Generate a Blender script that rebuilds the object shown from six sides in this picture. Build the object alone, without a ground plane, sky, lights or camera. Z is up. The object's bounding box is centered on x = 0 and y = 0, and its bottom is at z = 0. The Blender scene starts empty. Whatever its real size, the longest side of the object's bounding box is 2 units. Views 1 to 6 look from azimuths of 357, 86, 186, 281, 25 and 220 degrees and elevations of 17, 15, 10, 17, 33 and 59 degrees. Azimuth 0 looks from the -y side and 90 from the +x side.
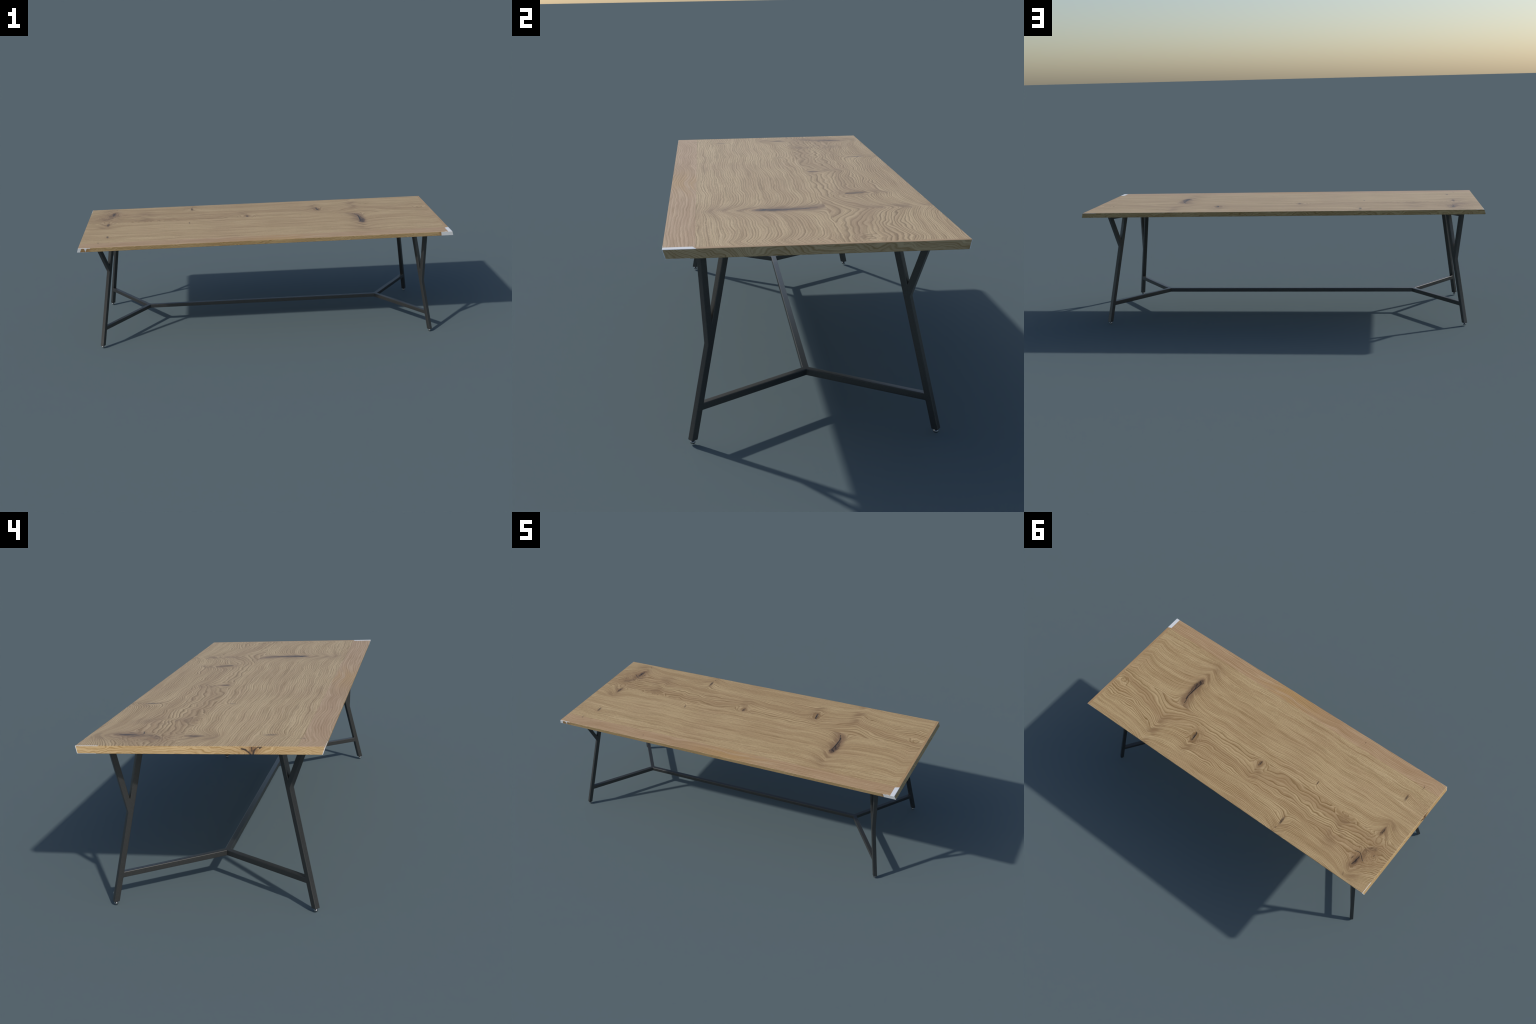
"""Oak dining table: three-plank top on a black square-tube frame with forked legs."""
import bpy, bmesh, math
from mathutils import Vector

# ------------------------------------------------------------------ sizes (metres)
Z_UNDER, Z_TOP, Z_SPLIT = 0.5627, 0.5867, 0.5790      # tabletop underside, top, slab/plank split
HX_UNDER, HX_TOP = 1.0000, 0.9924                     # end faces lean in towards the top
HY_UNDER, HY_TOP = 0.3930, 0.4012                     # long faces lean out towards the top
SEAM_A, SEAM_B = -0.3165, 0.0765                      # seams between the three planks
ARRIS = 0.0009                                        # tiny chamfer along the edges

FRAME_X = -0.0065                                     # steel frame sits a little off centre
APEX = 0.658                                          # where the stretcher forks
THETA = math.radians(54.56)                           # plan angle of each fork arm
TUBE = 0.0203                                         # tube across the frame plane
LEG_W = 0.0200                                        # leg width measured level
LEG_LEAN = 0.247
Z_CUT = 0.0118                                        # lower end of the tube
ARM_LO, ARM_HI = 0.0948, 0.1149                       # stretcher tube
BAR_LO = 0.5435                                       # rail under the tabletop
R_TUBE = 0.0019                                       # rounding of the tube edges

# every leg forks at a height of its own: (x side, y side, fork height, branch lean)
LEGS = [(1, -1, 0.2813, 0.0624), (1, 1, 0.3936, 0.362),
        (-1, 1, 0.3232, 0.1976), (-1, -1, 0.4113, 0.487)]


# ------------------------------------------------------------------ node helper
class G:
    """Small expression builder on top of a node tree."""
    def __init__(self, mat):
        mat.use_nodes = True
        self.t = mat.node_tree
        self.t.nodes.clear()

    def node(self, kind, **kw):
        n = self.t.nodes.new(kind)
        for k, v in kw.items():
            setattr(n, k, v)
        return n

    def put(self, sock, v):
        if isinstance(v, bpy.types.NodeSocket):
            self.t.links.new(v, sock)
        elif v is not None:
            if sock.type == 'RGBA' and len(v) == 3:
                v = (*v, 1.0)
            sock.default_value = v

    def m(self, op, a, b=None, c=None, clamp=False):
        n = self.node('ShaderNodeMath', operation=op, use_clamp=clamp)
        for i, v in enumerate((a, b, c)):
            if v is not None:
                self.put(n.inputs[i], v)
        return n.outputs[0]

    def add(self, a, b): return self.m('ADD', a, b)
    def sub(self, a, b): return self.m('SUBTRACT', a, b)
    def mul(self, a, b): return self.m('MULTIPLY', a, b)
    def mad(self, a, b, c): return self.m('MULTIPLY_ADD', a, b, c)

    def vec(self, x, y, z=0.0):
        n = self.node('ShaderNodeCombineXYZ')
        for i, v in enumerate((x, y, z)):
            self.put(n.inputs[i], v)
        return n.outputs[0]

    def noise(self, vec, scale=1.0, detail=2.0, rough=0.5, dist=0.0):
        n = self.node('ShaderNodeTexNoise', noise_dimensions='3D')
        self.put(n.inputs['Vector'], vec)
        self.put(n.inputs['Scale'], scale)
        self.put(n.inputs['Detail'], detail)
        self.put(n.inputs['Roughness'], rough)
        self.put(n.inputs['Distortion'], dist)
        return n.outputs[0]

    def step(self, v, lo, hi, out_lo=0.0, out_hi=1.0):
        n = self.node('ShaderNodeMapRange', interpolation_type='SMOOTHSTEP')
        for i, s in enumerate((v, lo, hi, out_lo, out_hi)):
            self.put(n.inputs[i], s)
        return n.outputs[0]

    def ramp(self, v, *stops):
        n = self.node('ShaderNodeValToRGB')
        self.put(n.inputs[0], v)
        e = n.color_ramp.elements
        while len(e) < len(stops):
            e.new(0.5)
        for el, (p, c) in zip(e, stops):
            el.position = p
            el.color = (*c, 1.0) if not isinstance(c, (int, float)) else (c, c, c, 1.0)
        return n.outputs[0]

    def mix(self, f, a, b, blend='MIX'):
        n = self.node('ShaderNodeMix', data_type='RGBA', blend_type=blend)
        self.put(n.inputs[0], f)
        self.put(n.inputs[6], a)
        self.put(n.inputs[7], b)
        return n.outputs[2]

    def pos(self):
        c = self.node('ShaderNodeTexCoord')
        s = self.node('ShaderNodeSeparateXYZ')
        self.t.links.new(c.outputs['Object'], s.inputs[0])
        return s.outputs[0], s.outputs[1], s.outputs[2], c.outputs['Object']

    def blob(self, x, y, cx, cy, rx, ry):
        """1 at the centre of an ellipse, 0 outside, as a squared radius r^2 (unclamped)."""
        a = self.mul(self.sub(x, cx), 1.0 / rx)
        b = self.mul(self.sub(y, cy), 1.0 / ry)
        return self.add(self.mul(a, a), self.mul(b, b))

    def box(self, *pairs):
        """Product of soft 'greater than' tests (value, limit, sign)."""
        out = None
        for v, lim, sgn in pairs:
            g = self.m('GREATER_THAN', v, lim) if sgn > 0 else self.m('LESS_THAN', v, lim)
            out = g if out is None else self.mul(out, g)
        return out

    def finish(self, color, rough, bump=None, strength=0.1, dist=0.001, **extra):
        p = self.node('ShaderNodeBsdfPrincipled')
        self.put(p.inputs['Base Color'], color)
        self.put(p.inputs['Roughness'], rough)
        for k, v in extra.items():
            self.put(p.inputs[k.replace('_', ' ')], v)
        if bump is not None:
            b = self.node('ShaderNodeBump')
            self.put(b.inputs['Strength'], strength)
            self.put(b.inputs['Distance'], dist)
            self.put(b.inputs['Height'], bump)
            self.t.links.new(b.outputs[0], p.inputs['Normal'])
        o = self.node('ShaderNodeOutputMaterial')
        self.t.links.new(p.outputs[0], o.inputs[0])


# ------------------------------------------------------------------ oak
LIGHT, MID, DARK = (0.608, 0.437, 0.226), (0.503, 0.338, 0.166), (0.231, 0.131, 0.037)
PALE, BROWN = (0.670, 0.498, 0.285), (0.330, 0.196, 0.088)
PINK_L, PINK_M, PINK_D = (0.555, 0.371, 0.211), (0.473, 0.296, 0.157), (0.315, 0.180, 0.062)
KNOT, BLACK = (0.110, 0.060, 0.030), (0.016, 0.012, 0.010)
WHITE = (0.80, 0.80, 0.80)

# branches leave lines of kinks across the grain:
# (x, reach along x, pull, then the window along y: rises a..b, falls c..d)
KINKS_QUARTER = [(0.556, 0.060, 0.075, -0.34, -0.22, 0.02, 0.09), (-0.870, 0.050, 0.080, -0.08, -0.01, 0.06, 0.10),
                 (-0.854, 0.035, 0.024, -0.31, -0.24, -0.20, -0.14), (-0.410, 0.035, 0.022, -0.05, 0.00, 0.02, 0.07),
                 (0.935, 0.045, 0.033, -0.30, -0.20, 0.00, 0.08), (-0.22, 0.16, 0.030, -0.34, -0.2, 0.0, 0.08),
                 (-0.66, 0.10, 0.018, -0.34, -0.2, 0.0, 0.08), (0.20, 0.10, 0.016, -0.34, -0.2, 0.0, 0.08)]
KINKS_FLAT = [(0.572, 0.050, 0.050, 0.13, 0.26, 0.45, 0.50), (0.585, 0.120, 0.125, -0.40, -0.30, 0.17, 0.40),
              (0.340, 0.042, 0.055, 0.11, 0.24, 0.25, 0.36), (-0.078, 0.038, 0.060, 0.07, 0.14, 0.15, 0.27),
              (-0.396, 0.050, 0.048, 0.22, 0.32, 0.45, 0.50), (-0.860, 0.060, 0.105, 0.14, 0.29, 0.33, 0.44),
              (0.93, 0.05, 0.033, 0.10, 0.20, 0.24, 0.34), (-0.20, 0.10, 0.030, 0.07, 0.12, 0.18, 0.34),
              (-0.50, 0.05, 0.028, 0.05, 0.10, 0.18, 0.36), (-0.66, 0.06, 0.034, 0.05, 0.12, 0.2, 0.36)]
KINKS_PINK = [(-0.93, 0.09, 0.05, -0.6, -0.5, -0.1, 0.0), (0.10, 0.10, 0.030, -0.6, -0.5, -0.1, 0.0),
              (-0.50, 0.10, 0.030, -0.6, -0.5, -0.1, 0.0), (-0.28, 0.08, 0.020, -0.6, -0.5, -0.1, 0.0)]
# knots: (x, y, half length along x, half length along y, tilt, how dark the wood is, halo)
KNOTS_QUARTER = [(-0.8545, -0.208, 0.0075, 0.024, 0.10, 0.75, 0.5), (-0.4105, 0.012, 0.0042, 0.014, 0.10, 0.75, 0.35),
                 (-0.8705, 0.040, 0.0095, 0.034, 0.02, 0.80, 1.0), (-0.8949, -0.312, 0.003, 0.011, 0.3, 0.45, 0.2)]
KNOTS_FLAT = [(0.3400, 0.197, 0.0100, 0.033, 0.12, 0.78, 0.7), (-0.0770, 0.105, 0.0095, 0.020, 0.0, 0.80, 0.9),
              (-0.3962, 0.320, 0.0075, 0.031, 0.05, 0.80, 0.5), (-0.394, 0.3714, 0.0035, 0.009, 0.0, 0.70, 0.3),
              (-0.8545, 0.267, 0.0120, 0.036, 0.06, 0.70, 1.4), (-0.8449, 0.3702, 0.0030, 0.010, 0.4, 0.60, 0.2),
              (-0.8295, 0.2632, 0.0028, 0.011, 0.0, 0.85, 0.2), (-0.9161, 0.1898, 0.0035, 0.010, 0.0, 0.55, 0.3),
              (-0.8980, 0.0700, 0.0022, 0.006, 1.6, 0.8, 0.1), (-0.868, 0.190, 0.0025, 0.006, 0.5, 0.50, 0.5),
              (0.318, 0.232, 0.0022, 0.004, 0.0, 0.7, 0.1), (0.356, 0.236, 0.0020, 0.004, 0.0, 0.5, 0.1)]
KNOTS_PINK = [(-0.4692, -0.3634, 0.0030, 0.004, 0.0, 0.75, 0.2), (-0.8949, -0.3231, 0.004, 0.008, 0.3, 0.55, 0.2)]
# closed year rings: (x, y, radius x, radius y, rings)
LOOPS_FLAT = [(-0.884, 0.096, 0.046, 0.058, 2.6), (0.935, 0.142, 0.040, 0.040, 2.2), (-0.076, 0.110, 0.050, 0.052, 2.6),
              (0.339, 0.197, 0.040, 0.068, 2.4), (-0.650, 0.076, 0.080, 0.030, 3.4),
              (-0.915, 0.200, 0.030, 0.022, 2.4)]
LOOPS_QUARTER = [(-0.650, 0.076, 0.080, 0.030, 3.4)]


def strokes(g, x, y, pts, wobble=None, amount=0.0):
    """Distance to a polyline drawn on the board."""
    out = None
    for (ax, ay), (bx, by) in zip(pts, pts[1:]):
        lx, ly = bx - ax, by - ay
        ll = lx * lx + ly * ly
        h = g.m('MULTIPLY', g.add(g.mul(g.sub(x, ax), lx), g.mul(g.sub(y, ay), ly)), 1.0 / ll, clamp=True)
        qx = g.sub(g.sub(x, ax), g.mul(h, lx))
        qy = g.sub(g.sub(y, ay), g.mul(h, ly))
        q = g.m('SQRT', g.add(g.mul(qx, qx), g.mul(qy, qy)))
        out = q if out is None else g.m('MINIMUM', out, q)
    return out if wobble is None else g.mad(g.sub(wobble, 0.5), amount, out)


def oak_top(name, kind):
    mat = bpy.data.materials.new(name)
    g = G(mat)
    x, y, z, p = g.pos()
    kinks = {'flat': KINKS_FLAT, 'quarter': KINKS_QUARTER, 'pink': KINKS_PINK}[kind]
    knots = {'flat': KNOTS_FLAT, 'quarter': KNOTS_QUARTER, 'pink': KNOTS_PINK}[kind]
    loops = {'flat': LOOPS_FLAT, 'quarter': LOOPS_QUARTER, 'pink': []}[kind]
    pull = 1.0 if kind == 'flat' else -1.0

    # --- warped coordinate across the grain
    def window(a, b, c, d_):
        return g.mul(g.step(y, a, b), g.step(y, c, d_, 1.0, 0.0))
    v = y
    for cx, reach, amp, *w in kinks:
        d = g.mul(g.sub(x, cx), 1.0 / reach)
        d = g.m('SQRT', g.add(g.mul(d, d), 0.02 if reach < 0.1 else 0.22))
        bend = g.m('EXPONENT', g.mul(d, -1.0))
        v = g.mad(g.mul(bend, window(*w)), -pull * amp, v)
    amp1, amp2, amp3 = {'flat': (0.080, 0.050, 0.0030), 'quarter': (0.036, 0.018, 0.0026), 'pink': (0.026, 0.014, 0.0020)}[kind]
    n1 = g.noise(g.vec(g.mul(x, 2.4), g.mul(v, 5.0), 1.7), 1.0, 1.0)
    n2 = g.noise(g.vec(g.mul(x, 9.0), g.mul(v, 15.0), 4.1), 1.0, 1.0)
    n3 = g.noise(g.vec(g.mul(x, 45.0), g.mul(v, 70.0), 8.1), 1.0, 2.0)
    if kind == 'flat':                       # the heart of the board wanders most, the outer part is calm
        calm = g.step(v, 0.22, 0.34, 1.0, 0.42)
        burl = g.m('EXPONENT', g.mul(g.blob(x, y, -0.885, 0.205, 0.070, 0.095), -1.0))
        v = g.mad(g.sub(g.noise(p, 26.0, 2.0), 0.5), g.mul(burl, 0.075), v)
        amp1, amp2 = g.mul(calm, amp1), g.mul(calm, amp2)
    v = g.add(v, g.mul(g.sub(n1, 0.5), amp1))
    v = g.add(v, g.mul(g.sub(n2, 0.5), amp2))
    v = g.mad(g.sub(n3, 0.5), amp3, v)

    # --- year rings: wide in the heart of the flat board, close elsewhere
    if kind == 'flat':
        t = g.sub(v, 0.02)
        phase = g.add(g.mul(t, 30.0), g.mul(g.mul(t, g.m('ABSOLUTE', t)), 150.0))
    else:
        phase = g.mul(v, 118.0 if kind == 'quarter' else 105.0)
    loop_n = g.noise(p, 22.0, 2.0)
    for cx, cy, rx, ry, count in loops:
        r = g.m('SQRT', g.blob(x, y, cx, cy, rx, ry))
        r = g.mad(g.sub(loop_n, 0.5), 0.55, r)
        m = g.step(r, 0.35, 1.25, 1.0, 0.0)
        here = (30.0 * (cy - 0.02) + 150.0 * (cy - 0.02) ** 2) if kind == 'flat' else 118.0 * cy
        phase = g.add(g.mul(phase, g.sub(1.0, m)), g.mul(m, g.mad(r, count, math.floor(here))))
    fr = g.m('FRACT', phase)
    ring = g.ramp(fr, (0.0, 0.35), (0.10, 0.05), (0.38, 0.0), (0.62, 0.55), (0.80, 1.0), (0.93, 0.85), (1.0, 0.35))
    line = g.ramp(fr, (0.0, 0.0), (0.70, 0.0), (0.84, 1.0), (0.92, 1.0), (1.0, 0.0))
    pale = g.ramp(fr, (0.0, 0.5), (0.12, 1.0), (0.30, 0.2), (0.45, 0.0), (0.96, 0.0), (1.0, 0.5))
    which = g.noise(g.vec(g.mul(x, 0.45), g.mul(phase, 0.55), 3.0), 1.0, 2.0)
    strong = g.step(which, 0.34, 0.62, 0.35, 1.0)
    # --- bundles, fibres and pores that follow the grain
    band = g.noise(g.vec(g.mul(x, 2.2), g.mul(v, 30.0), 0.3), 1.0, 2.0, 0.55)
    hair = g.noise(g.vec(g.mul(x, 2.6), g.mul(v, 130.0), 5.0), 1.0, 2.0, 0.6)
    fine = g.noise(g.vec(g.mul(x, 7.0), g.mul(v, 330.0), 15.0), 1.0, 2.0, 0.6)
    pore = g.noise(g.vec(g.mul(x, 90.0), g.mul(v, 620.0), 9.0), 1.0, 2.0, 0.6)
    patch = g.noise(p, 3.1, 2.0, 0.5)

    lightc, midc, darkc = (PINK_L, PINK_M, PINK_D) if kind == 'pink' else (LIGHT, MID, DARK)
    base = g.mix(g.step(band, 0.38, 0.64), lightc, midc)
    tint = g.mul(g.step(patch, 0.44, 0.66), 0.28)
    if kind == 'pink':                       # a honey coloured stretch in mid length
        tint = g.mul(g.mul(g.m('EXPONENT', g.mul(g.blob(x, y, 0.06, -0.35, 0.20, 0.2), -1.0)), g.step(band, 0.40, 0.56)), 0.75)
    base = g.mix(tint, base, PINK_M if kind != 'pink' else (0.52, 0.305, 0.095))
    base = g.mix(g.mul(pale, 0.40), base, PALE if kind != 'pink' else (0.62, 0.43, 0.26))
    k_ring, k_line = {'flat': (0.66, 0.80), 'quarter': (0.40, 0.50), 'pink': (0.42, 0.30)}[kind]
    col = g.mix(g.mul(g.mul(ring, strong), k_ring), base, darkc)
    col = g.mix(g.mul(g.mul(line, strong), k_line), col, darkc)
    col = g.mix(g.mul(g.step(hair, 0.50, 0.66), 0.20 if kind == 'flat' else 0.36), col, darkc)
    col = g.mix(g.mul(g.step(hair, 0.44, 0.30), 0.22 if kind == 'flat' else 0.36), col, PALE)
    col = g.mix(g.mul(g.step(fine, 0.52, 0.68), 0.50), col, darkc)
    col = g.mix(g.mul(g.step(pore, 0.55, 0.68), 0.46), col, darkc)
    if kind == 'quarter':                    # pale ray flecks across the board
        fleck = g.noise(g.vec(g.mul(x, 55.0), g.mul(v, 150.0), 2.2), 1.0, 2.0, 0.5, 0.8)
        near = g.add(g.step(y, -0.12, -0.30), 0.35)
        col = g.mix(g.mul(g.mul(g.step(fleck, 0.56, 0.70), 0.30), near), col, (0.68, 0.52, 0.28))
    if kind == 'flat':                       # browner heart along the knots
        heart_m = g.mul(g.step(y, 0.30, 0.17), g.step(g.noise(g.vec(g.mul(x, 2.5), g.mul(v, 22.0), 11.0), 1.0, 3.0), 0.38, 0.62))
        col = g.mix(g.mul(heart_m, 0.34), col, BROWN)
    if kind == 'flat':                       # brown wood of the burl
        col = g.mix(g.mul(burl, g.step(g.noise(p, 17.0, 3.0), 0.36, 0.60, 0.25, 0.95)), col, (0.290, 0.168, 0.074))

        tang = strokes(g, x, y, [(-0.845, 0.305), (-0.862, 0.262), (-0.872, 0.225), (-0.862, 0.195), (-0.878, 0.165), (-0.900, 0.150)],
                       g.noise(p, 34.0, 3.0), 0.034)
        col = g.mix(g.mul(g.step(tang, 0.000, 0.022, 0.85, 0.0), g.step(ring, 0.0, 1.0, 0.50, 1.0)), col, (0.175, 0.098, 0.044))

    # --- darker wood round the kinks
    for cx, reach, amp, *w in kinks:
        if amp < 0.034 or kind == 'pink' or reach > 0.1:
            continue
        d = g.mul(g.m('ABSOLUTE', g.sub(x, cx - 0.016)), 1.0 / (reach * 0.75))
        f = g.mul(g.m('EXPONENT', g.mul(g.mul(d, d), -1.0)), window(*w))
        f = g.mul(f, g.step(g.noise(g.vec(g.mul(x, 14.0), g.mul(v, 34.0), 6.6), 1.0, 3.0), 0.40, 0.62))
        col = g.mix(g.mul(f, 0.74), col, (0.255, 0.148, 0.064))

    # --- knots: thin brown halo, brown fibrous wood with a crisp ragged outline, dark check
    kn = g.noise(p, 70.0, 3.0, 0.65)
    fib = g.noise(g.vec(g.mul(x, 260.0), g.mul(y, 22.0), 0.7), 1.0, 3.0, 0.6)
    for cx, cy, rx, ry, tilt, dark, halo_k in knots:
        sx_ = g.mad(g.sub(y, cy), tilt, x)
        wv = g.mad(g.sub(kn, 0.5), rx * 0.9, sx_)
        wy = g.mad(g.sub(kn, 0.5), ry * 0.5, y)
        rr = g.blob(wv, wy, cx, cy, rx, ry)
        halo = g.m('EXPONENT', g.mul(g.blob(wv, wy, cx, cy, rx * 2.0, ry * 1.35), -1.0))
        col = g.mix(g.mul(halo, 0.50 * halo_k, ), col, BROWN) if halo_k <= 1.0 else g.mix(
            g.mul(g.m('EXPONENT', g.mul(g.blob(wv, wy, cx, cy, rx * 2.4, ry * 1.3), -1.0)), 0.72), col, (0.26, 0.15, 0.072))
        wood = g.mul(g.step(rr, 0.55, 1.25, 1.0, 0.0), g.step(fib, 0.32, 0.62, 0.45, 1.0))
        col = g.mix(g.mul(wood, dark), col, KNOT)
        core = g.step(g.blob(wv, wy, cx - rx * 0.15, cy, rx * 0.34, ry * 0.62), 0.30, 1.1, 1.0, 0.0)
        col = g.mix(g.mul(core, dark), col, BLACK)
    if kind == 'flat':                       # open cracks in and beside the knots
        for pts, w0 in (([(-0.8183, 0.2245), (-0.836, 0.2175), (-0.8489, 0.2185), (-0.866, 0.2325), (-0.885, 0.2505)], 0.0012),
                        ([(-0.8490, 0.2985), (-0.8540, 0.272), (-0.8575, 0.240)], 0.0016),
                        ([(0.3490, 0.1640), (0.3400, 0.1720), (0.3370, 0.190), (0.3330, 0.222)], 0.0013)):
            q = strokes(g, x, y, pts, kn, 0.0016)
            col = g.mix(g.step(q, w0 * 0.6, w0 * 2.1, 0.92, 0.0), col, BLACK)
    if kind == 'quarter':                    # the large hooked knot: thick end, tapering tail, brown hook
        hook = strokes(g, x, y, [(0.553, -0.14), (0.556, -0.05), (0.553, 0.015), (0.540, 0.052), (0.515, 0.074)], kn, 0.012)
        hw = g.step(y, -0.15, -0.02, 0.5, 1.0)
        col = g.mix(g.mul(g.step(hook, 0.002, g.mul(hw, 0.044), 0.66, 0.0), g.step(g.noise(g.vec(g.mul(x, 60.0), g.mul(v, 90.0), 1.0), 1.0, 2.0), 0.2, 0.55, 0.55, 1.0)),
                    col, (0.235, 0.135, 0.066))
        near = g.step(strokes(g, x, y, [(0.556, -0.125), (0.560, -0.05), (0.553, 0.03)], kn, 0.026), 0.004, 0.034, 0.72, 0.0)
        col = g.mix(near, col, (0.265, 0.160, 0.080))
        taper = g.step(y, -0.118, 0.022, 0.0165, 0.0035)
        body = strokes(g, x, y, [(0.5530, -0.118), (0.5600, -0.092), (0.5610, -0.05), (0.5560, -0.005), (0.5500, 0.024)], g.noise(p, 46.0, 4.0, 0.7), 0.036)
        m = g.mul(g.step(g.sub(body, taper), -0.004, 0.005, 1.0, 0.0), g.step(fib, 0.36, 0.58, 0.40, 1.0))
        col = g.mix(g.mul(m, 0.88), col, (0.088, 0.048, 0.026))
        chk = strokes(g, x, y, [(0.5560, -0.118), (0.5480, -0.112), (0.5490, -0.085), (0.5520, -0.045), (0.5525, 0.000), (0.5490, 0.024)], kn, 0.0035)
        for twig in ([(0.5480, -0.105), (0.5590, -0.112), (0.5640, -0.126)], [(0.5505, -0.058), (0.5600, -0.078), (0.5640, -0.096)],
                     [(0.5490, 0.020), (0.5410, 0.034), (0.5380, 0.050)]):
            chk = g.m('MINIMUM', chk, g.add(strokes(g, x, y, twig, kn, 0.0050), 0.0008))
        col = g.mix(g.step(chk, 0.0010, 0.0042, 0.97, 0.0), col, BLACK)

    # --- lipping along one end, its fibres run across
    lip_n = g.noise(g.vec(g.mul(x, 30.0), g.mul(y, 9.0), 7.0), 1.0, 2.0)
    lip = g.step(g.mad(lip_n, 0.022, x), 0.9855, 0.9895)
    lf = g.noise(g.vec(g.mul(x, 330.0), g.mul(y, 9.0), 2.0), 1.0, 3.0)
    col = g.mix(lip, col, g.ramp(lf, (0.3, (0.55, 0.365, 0.190)), (0.7, (0.36, 0.215, 0.088))))
    # --- narrow dark glue line at the seam with the pink plank
    if kind == 'quarter':
        gl = g.mul(g.step(g.sub(y, SEAM_A), 0.0, 0.004, 1.0, 0.0), g.step(g.noise(g.vec(g.mul(x, 3.0), 0.0, 0.0), 1.0, 2.0), 0.45, 0.62))
        col = g.mix(g.mul(gl, 0.55), col, (0.27, 0.18, 0.04))
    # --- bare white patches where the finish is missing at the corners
    skew_end = g.mad(x, -0.43, y)
    white = g.box((x, 0.9702, 1), (skew_end, -0.3235 - 0.43 * 0.9702, -1))
    edge_y = g.m('ABSOLUTE', y)
    for test in (g.box((x, -0.9912, -1), (y, 0.325, 1)), g.box((x, 0.925, 1), (y, 0.4002, 1)),
                 g.box((x, -0.928, -1), (y, -0.4002, -1)), g.box((x, 0.951, 1), (x, 0.964, -1), (y, -0.4002, -1)),
                 g.box((x, -0.955, -1), (x, -0.972, 1), (y, 0.4002, 1)), g.box((x, -0.983, -1), (y, 0.4002, 1))):
        white = g.m('MAXIMUM', white, test)
    col = g.mix(white, col, WHITE)
    rough = g.mad(fine, 0.10, 0.37)
    g.finish(col, rough, pore, 0.04, 0.0004)
    return mat


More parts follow.
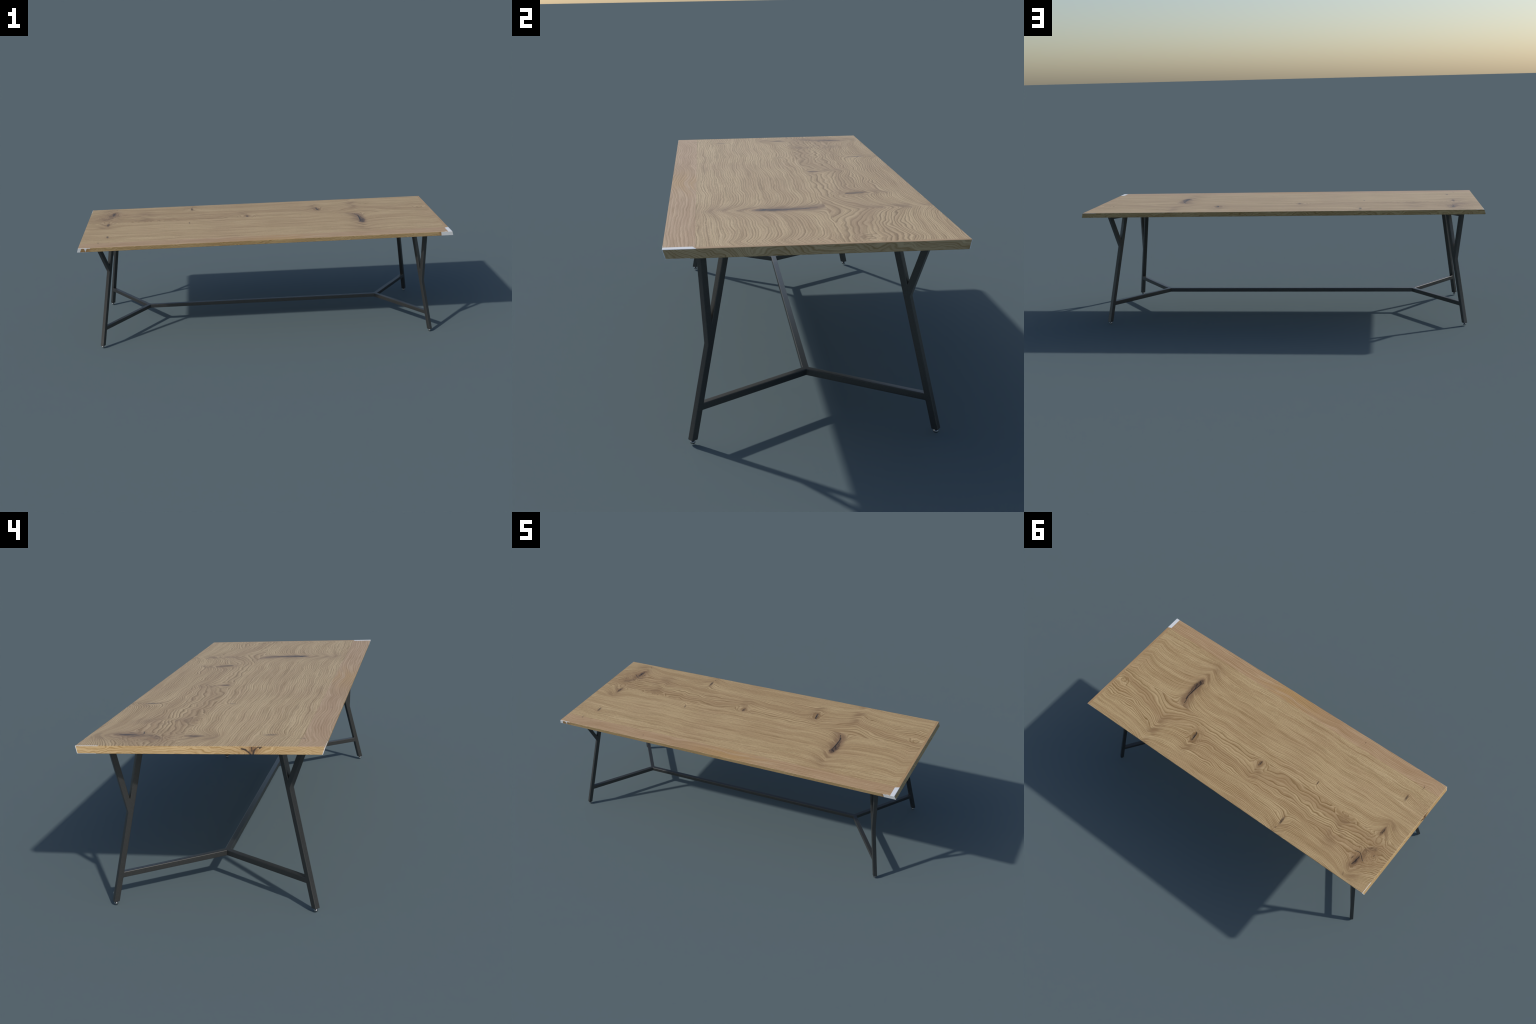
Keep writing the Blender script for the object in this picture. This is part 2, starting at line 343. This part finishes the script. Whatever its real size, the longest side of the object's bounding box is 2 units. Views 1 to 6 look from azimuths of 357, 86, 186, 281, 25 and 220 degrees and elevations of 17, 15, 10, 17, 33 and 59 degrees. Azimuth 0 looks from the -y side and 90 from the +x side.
def oak_edge(name, along):
    """Edges of the slab: golden wood, grain along the edge; the end at -x has a cracked knot."""
    mat = bpy.data.materials.new(name)
    g = G(mat)
    x, y, z, p = g.pos()
    u = y if along == 'y' else x
    zz = g.sub(z, 0.5745)
    w = g.noise(g.vec(g.mul(u, 9.0), g.mul(zz, 18.0), g.mul(g.m('SIGN', x if along == 'y' else y), 3.7)), 1.0, 2.0)
    w2 = g.noise(g.vec(g.mul(u, 60.0), g.mul(zz, 90.0), 1.0), 1.0, 2.0)
    v = g.add(g.mad(g.sub(w, 0.5), 0.085, zz), g.mul(g.sub(w2, 0.5), 0.005))
    if along == 'y':
        east = g.m('GREATER_THAN', x, 0.0)     # slanted end grain at this end
        v = g.mad(g.mul(g.m('MINIMUM', g.sub(u, 0.02), 0.0), east), 0.42, v)
        v = g.mad(g.mul(g.m('MAXIMUM', g.sub(u, 0.02), 0.0), east), 0.16, v)
        d = g.mul(g.m('ABSOLUTE', g.add(u, 0.172)), 1.0 / 0.05)
        v = g.mad(g.m('EXPONENT', g.mul(d, -1.0)), 0.05, v)
    ph = g.mul(v, 135.0)
    fr = g.m('FRACT', ph)
    ring = g.ramp(fr, (0.0, 0.2), (0.12, 0.0), (0.5, 0.2), (0.82, 1.0), (1.0, 0.2))
    which = g.noise(g.vec(g.mul(u, 3.0), g.mul(ph, 0.6), 2.0), 1.0, 2.0)
    fine = g.noise(g.vec(g.mul(u, 40.0), g.mul(v, 420.0), 3.0), 1.0, 3.0, 0.6)
    col = g.mix(g.step(which, 0.35, 0.65), (0.575, 0.405, 0.205), (0.485, 0.325, 0.155))
    col = g.mix(g.mul(ring, g.step(which, 0.32, 0.62, 0.40, 0.95)), col, (0.30, 0.175, 0.045))
    col = g.mix(g.mul(g.step(fine, 0.5, 0.70), 0.5), col, (0.32, 0.19, 0.060))
    if along == 'y':
        west = g.m('LESS_THAN', x, 0.0)
        kn = g.noise(g.vec(g.mul(u, 75.0), g.mul(zz, 75.0), 5.0), 1.0, 2.0)
        halo = g.m('EXPONENT', g.mul(g.blob(u, zz, -0.174, 0.0, 0.036, 0.03), -1.0))
        col = g.mix(g.mul(g.mul(halo, west), 0.6), col, (0.30, 0.165, 0.065))
        blot = g.step(g.blob(g.mad(g.sub(kn, 0.5), 0.02, u), g.mad(g.sub(kn, 0.5), 0.01, zz), -0.176, 0.0015, 0.014, 0.016), 0.4, 1.2, 0.75, 0.0)
        col = g.mix(g.mul(blot, west), col, (0.17, 0.085, 0.035))
        for pts in ([(-0.140, 0.0045), (-0.152, 0.0025), (-0.163, -0.0045), (-0.170, -0.0118)],
                    [(-0.196, 0.0118), (-0.186, 0.0060), (-0.180, 0.0), (-0.178, -0.0118)],
                    [(-0.172, 0.0118), (-0.174, -0.001)], [(-0.205, 0.0118), (-0.198, 0.0065)]):
            q = strokes(g, u, zz, pts, kn, 0.006)
            col = g.mix(g.mul(g.step(q, 0.0008, 0.0032, 0.95, 0.0), west), col, (0.035, 0.020, 0.012))
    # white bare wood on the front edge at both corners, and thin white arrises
    if along == 'x':
        front = g.m('LESS_THAN', y, 0.0)
        lean = g.mad(zz, 0.20, x)
        white = g.box((lean, 0.9345, 1))
        l2 = g.mad(zz, -0.40, x)
        white = g.m('MAXIMUM', white, g.box((l2, -0.9795, -1)))
        wedge = g.sub(g.m('ABSOLUTE', g.add(g.mad(zz, -0.1, x), 0.9548)), g.mad(zz, 0.35, 0.0035))
        white = g.m('MAXIMUM', white, g.box((wedge, 0.0, -1)))
        white = g.m('MAXIMUM', white, g.box((z, Z_TOP - 0.0024, 1), (x, -0.928, -1)))
        white = g.m('MAXIMUM', white, g.box((z, Z_UNDER + 0.0014, -1), (x, -0.934, -1)))
        white = g.mul(white, front)
        col = g.mix(white, col, WHITE)
        dark_end = g.mul(g.mul(g.step(lean, 0.915, 0.9335), g.box((lean, 0.9345, -1))), front)
        dark_end = g.m('MAXIMUM', dark_end, g.mul(g.mul(g.step(x, -0.915, -0.945), g.sub(1.0, white)), front))
        col = g.mix(g.mul(dark_end, 0.6), col, (0.27, 0.125, 0.035))
    else:
        ay = g.m('ABSOLUTE', y)
        lim_y = g.mad(zz, (HY_TOP - HY_UNDER) / (Z_TOP - Z_UNDER), 0.3967 - 0.0012)
        white = g.mul(g.m('GREATER_THAN', ay, lim_y), 1.0)
        white = g.m('MAXIMUM', white, g.box((z, Z_UNDER + 0.0012, -1), (g.m('MULTIPLY', y, g.m('SIGN', x)), -0.33, -1)))
        col = g.mix(white, col, WHITE)
    g.finish(col, 0.5, fine, 0.05, 0.0006)
    return mat


def plain_oak(name):
    mat = bpy.data.materials.new(name)
    g = G(mat)
    x, y, z, p = g.pos()
    n = g.noise(g.vec(g.mul(x, 4.0), g.mul(y, 90.0), 0.0), 1.0, 4.0)
    g.finish(g.ramp(n, (0.3, LIGHT), (0.7, MID)), 0.55)
    return mat


def steel_black(name):
    mat = bpy.data.materials.new(name)
    g = G(mat)
    x, y, z, p = g.pos()
    n = g.noise(p, 320.0, 2.0)
    g.finish(g.ramp(n, (0.3, (0.086, 0.086, 0.085)), (0.7, (0.102, 0.102, 0.101))), 0.38, Metallic=0.78)
    return mat


def glide_metal(name):
    mat = bpy.data.materials.new(name)
    g = G(mat)
    x, y, z, p = g.pos()
    n = g.noise(p, 400.0, 2.0)
    g.finish(g.ramp(n, (0.3, (0.28, 0.28, 0.28)), (0.7, (0.33, 0.33, 0.33))), 0.22, Metallic=1.0)
    return mat


# ------------------------------------------------------------------ mesh helpers
def new_object(name, mesh, parent, mats):
    ob = bpy.data.objects.new(name, mesh)
    bpy.context.scene.collection.objects.link(ob)
    ob.parent = parent
    for m in mats:
        mesh.materials.append(m)
    return ob


def corner_normals(bm):
    """Per loop normals: faces within 45 degrees blend, weighted by area, so flats stay flat."""
    out = {}
    for f in bm.faces:
        for l in f.loops:
            n = Vector()
            for h in l.vert.link_faces:
                if h.normal.dot(f.normal) > 0.70:
                    n += h.normal * h.calc_area()
            out[(f.index, l.vert.index)] = n.normalized() if n.length > 0 else f.normal.copy()
    return out


def part_mesh(name, bm, faces, normals):
    """A mesh from some faces of bm, keeping the whole body's normals."""
    vid, verts, polys, nl = {}, [], [], []
    for f in faces:
        poly = []
        for l in f.loops:
            i = l.vert.index
            if i not in vid:
                vid[i] = len(verts)
                verts.append(l.vert.co.copy())
            poly.append(vid[i])
            nl.append(normals[(f.index, i)])
        polys.append(poly)
    me = bpy.data.meshes.new(name)
    me.from_pydata(verts, [], polys)
    me.update()
    for pl in me.polygons:
        pl.use_smooth = True
    me.normals_split_custom_set(nl)
    return me


# ------------------------------------------------------------------ tabletop
def half(z):
    t = (z - Z_UNDER) / (Z_TOP - Z_UNDER)
    return HX_UNDER + t * (HX_TOP - HX_UNDER), HY_UNDER + t * (HY_TOP - HY_UNDER)


def block(name, y_lo, y_hi, z_lo, z_hi, parent, mats, arris_lo=0.0, arris_hi=0.0):
    """A slab piece between two heights; y_lo/y_hi None means the outer leaning face.
    mats: top, long edge, end edge, underside."""
    levels = [(z_lo, arris_lo)]
    if arris_lo:
        levels.append((z_lo + arris_lo, 0.0))
    if arris_hi:
        levels.append((z_hi - arris_hi, 0.0))
    levels.append((z_hi, arris_hi))
    bm = bmesh.new()
    rings = []
    for z, inset in levels:
        hx, hy = half(z)
        a = -hy + inset if y_lo is None else y_lo
        b = hy - inset if y_hi is None else y_hi
        hx -= inset
        rings.append([bm.verts.new(c) for c in ((-hx, a, z), (hx, a, z), (hx, b, z), (-hx, b, z))])
    f = bm.faces.new(rings[0][::-1])
    f.material_index = 3
    for r0, r1 in zip(rings, rings[1:]):
        for i in range(4):
            j = (i + 1) % 4
            f = bm.faces.new((r0[i], r0[j], r1[j], r1[i]))
            f.material_index = 1 if i % 2 == 0 else 2
            if r1 is rings[-1] and arris_hi:
                f.material_index = 0                     # the chamfer belongs to the top
    bm.faces.new(rings[-1]).material_index = 0
    bmesh.ops.recalc_face_normals(bm, faces=bm.faces)
    me = bpy.data.meshes.new(name)
    bm.to_mesh(me)
    bm.free()
    return new_object(name, me, parent, mats)


# ------------------------------------------------------------------ steel frame
def outer_s(z):
    return 0.4323 - LEG_LEAN * (z - 0.0125)


def inner_s(z):
    return outer_s(z) - LEG_W


def side_frame(sx, sy, z_fork, lean):
    """One forked leg with its stretcher arm, as a flat welded frame: outline in (s, z),
    s measured level from the stretcher fork, extruded to the tube width and rounded."""
    u = Vector((sx * math.cos(THETA), sy * math.sin(THETA), 0))
    n = Vector((-u.y, u.x, 0))
    o = Vector((FRAME_X + sx * APEX, 0, 0))
    zt = Z_UNDER + 0.0006
    b_out = lambda z: outer_s(z_fork) + lean * (z - z_fork)
    w_b = 0.0195 * math.sqrt(1 + lean * lean)
    b_in = lambda z: b_out(z) - w_b
    # crotch: branch inner face meets leg outer face
    zc = z_fork + w_b / (lean + LEG_LEAN)
    outline = [(inner_s(Z_CUT), Z_CUT), (outer_s(Z_CUT), Z_CUT), (outer_s(z_fork), z_fork), (b_out(zt), zt),
               (inner_s(zt), zt), (inner_s(ARM_HI), ARM_HI), (-0.03, ARM_HI), (-0.03, ARM_LO), (inner_s(ARM_LO), ARM_LO)]
    hole = [(outer_s(zc), zc), (b_in(BAR_LO), BAR_LO), (outer_s(BAR_LO), BAR_LO)]
    bm = bmesh.new()
    put = lambda s, z, h: bm.verts.new(o + u * s + n * h + Vector((0, 0, z)))
    h = TUBE / 2
    lo = [put(s, z, -h) for s, z in outline]
    hi = [put(s, z, h) for s, z in outline]
    lo_h = [put(s, z, -h) for s, z in hole]
    hi_h = [put(s, z, h) for s, z in hole]
    # flat faces: the ring between outline and triangular hole, cut into simple polygons
    def flats(o_, k):
        A, B, E, BT, MT, AH, P, Q, AL = o_
        C, R, L = k
        for poly in ((A, B, E, C, AH, AL), (E, BT, R, C), (BT, MT, L, R), (MT, AH, C, L), (AH, P, Q, AL)):
            bm.faces.new(poly)
    flats(lo, lo_h)
    flats(hi, hi_h)
    for a, b in ((lo, hi), (lo_h, hi_h)):
        for i in range(len(a)):
            j = (i + 1) % len(a)
            bm.faces.new((a[i], a[j], b[j], b[i]))
    bmesh.ops.recalc_face_normals(bm, faces=bm.faces)
    bm.normal_update()
    flat_edges = [e for e in bm.edges if len(e.link_faces) == 2 and e.calc_face_angle() < 0.01]
    end = {lo[6], hi[6], lo[7], hi[7]}
    round_e = [e for e in bm.edges if e not in flat_edges and not (e.verts[0] in end and e.verts[1] in end)
               and e.calc_face_angle() > 0.3]
    # fork creases stay sharp; long edges are rounded
    fork = {lo[2], hi[2]}
    round_e = [e for e in round_e if not (set(e.verts) <= fork)]
    bmesh.ops.bevel(bm, geom=round_e, offset=R_TUBE, segments=3, profile=0.5, affect='EDGES', clamp_overlap=True)
    # mitre the arm against its twin and against the long stretcher
    beam = Vector((-sx, 0, 0))
    for no in (Vector((0, sy, 0)), (u - beam).normalized()):
        bmesh.ops.bisect_plane(bm, geom=bm.verts[:] + bm.edges[:] + bm.faces[:], plane_co=o, plane_no=-no, clear_outer=True)
    # seam between arm and leg, along the leg's inner face
    slope = Vector((u.x, u.y, 0)) + Vector((0, 0, LEG_LEAN))
    seam = o + u * (inner_s(0.1) - 0.0035) + Vector((0, 0, 0.1))
    bmesh.ops.bisect_plane(bm, geom=bm.verts[:] + bm.edges[:] + bm.faces[:], plane_co=seam, plane_no=slope.normalized())
    bm.normal_update()
    bm.verts.index_update()
    bm.faces.index_update()
    nl = corner_normals(bm)
    arm = [f for f in bm.faces if (f.calc_center_median() - seam).dot(slope) < 0
           and f.calc_center_median().z < ARM_HI + 0.002]
    ids = {f.index for f in arm}
    leg = [f for f in bm.faces if f.index not in ids]
    leg_me, arm_me = part_mesh("leg", bm, leg, nl), part_mesh("brace", bm, arm, nl)
    bm.free()
    foot_at = o + u * (outer_s(Z_CUT) - LEG_W / 2 + 0.0002)
    return leg_me, arm_me, foot_at


def stretcher_mesh():
    """Long tube, both ends cut to a point where the arms fork."""
    bm = bmesh.new()
    h, x0, x1 = TUBE / 2, FRAME_X - APEX - 0.03, FRAME_X + APEX + 0.03
    prof = [(-h, ARM_LO), (h, ARM_LO), (h, ARM_HI), (-h, ARM_HI)]
    a = [bm.verts.new((x0, y, z)) for y, z in prof]
    b = [bm.verts.new((x1, y, z)) for y, z in prof]
    long_e = []
    for i in range(4):
        j = (i + 1) % 4
        f = bm.faces.new((a[i], a[j], b[j], b[i]))
        long_e.append(bm.edges.get((a[i], b[i])))
    long_e = list({e for f in bm.faces for e in f.edges if abs(e.verts[0].co.x - e.verts[1].co.x) > 0.1})
    bmesh.ops.recalc_face_normals(bm, faces=bm.faces)
    if sum((f.calc_center_median() - Vector((FRAME_X, 0, 0.104))).dot(f.normal) for f in bm.faces) < 0:
        bmesh.ops.reverse_faces(bm, faces=bm.faces)
    bmesh.ops.bevel(bm, geom=long_e, offset=R_TUBE, segments=3, profile=0.5, affect='EDGES', clamp_overlap=True)
    for sx in (1, -1):
        o = Vector((FRAME_X + sx * APEX, 0, 0))
        for sy in (1, -1):
            u = Vector((sx * math.cos(THETA), sy * math.sin(THETA), 0))
            no = (u - Vector((-sx, 0, 0))).normalized()
            bmesh.ops.bisect_plane(bm, geom=bm.verts[:] + bm.edges[:] + bm.faces[:], plane_co=o, plane_no=no, clear_outer=True)
    bm.normal_update()
    bm.verts.index_update()
    bm.faces.index_update()
    me = part_mesh("stretcher", bm, list(bm.faces), corner_normals(bm))
    bm.free()
    return me


def glide_mesh():
    """Levelling glide: thin screw neck over a rounded pad, turned about z."""
    prof = [(0.0, 0.0), (0.0040, 0.0), (0.0058, 0.0006), (0.0070, 0.0020), (0.0075, 0.0040), (0.0073, 0.0060),
            (0.0064, 0.0078), (0.0052, 0.0089), (0.0046, 0.0095), (0.0044, 0.0105), (0.0044, 0.0135)]
    n = 28
    verts, faces = [(0, 0, 0)], []
    for r, z in prof[1:]:
        verts += [(r * math.cos(2 * math.pi * i / n), r * math.sin(2 * math.pi * i / n), z) for i in range(n)]
    for i in range(n):
        j = (i + 1) % n
        faces.append((0, 1 + j, 1 + i))
        for k in range(len(prof) - 2):
            a, b = 1 + k * n, 1 + (k + 1) * n
            faces.append((a + i, a + j, b + j, b + i))
    faces.append(tuple(1 + (len(prof) - 2) * n + i for i in range(n)))
    me = bpy.data.meshes.new("foot")
    me.from_pydata(verts, [], faces)
    me.update()
    for pl in me.polygons:
        pl.use_smooth = True
    return me


# ------------------------------------------------------------------ build
table = bpy.data.objects.new("dining_table", None)
bpy.context.scene.collection.objects.link(table)
table["label"] = "long oak dining table with black forked steel legs"
table["category"] = "dining table"

edge_x, edge_y, under = oak_edge("oak_long_edge", 'x'), oak_edge("oak_end_edge", 'y'), plain_oak("oak_underside")
steel, glide = steel_black("black_steel"), glide_metal("glide_metal")

top = block("tabletop", None, None, Z_UNDER, Z_SPLIT, table, [under, edge_x, edge_y, under], arris_lo=ARRIS)
for kind, y_lo, y_hi in (("pink", None, SEAM_A), ("quarter", SEAM_A, SEAM_B), ("flat", SEAM_B, None)):
    block("plank", y_lo, y_hi, Z_SPLIT, Z_TOP, top, [oak_top("oak_" + kind, kind), edge_x, edge_y, under], arris_hi=ARRIS)

stretcher = new_object("stretcher", stretcher_mesh(), table, [steel])
foot_me = glide_mesh()
foot_me.materials.append(glide)
for sx, sy, zf, lean in LEGS:
    leg_me, arm_me, at = side_frame(sx, sy, zf, lean)
    leg = new_object("leg", leg_me, table, [steel])
    new_object("brace", arm_me, stretcher, [steel])
    foot = new_object("foot", foot_me, leg, [])
    foot.location = at
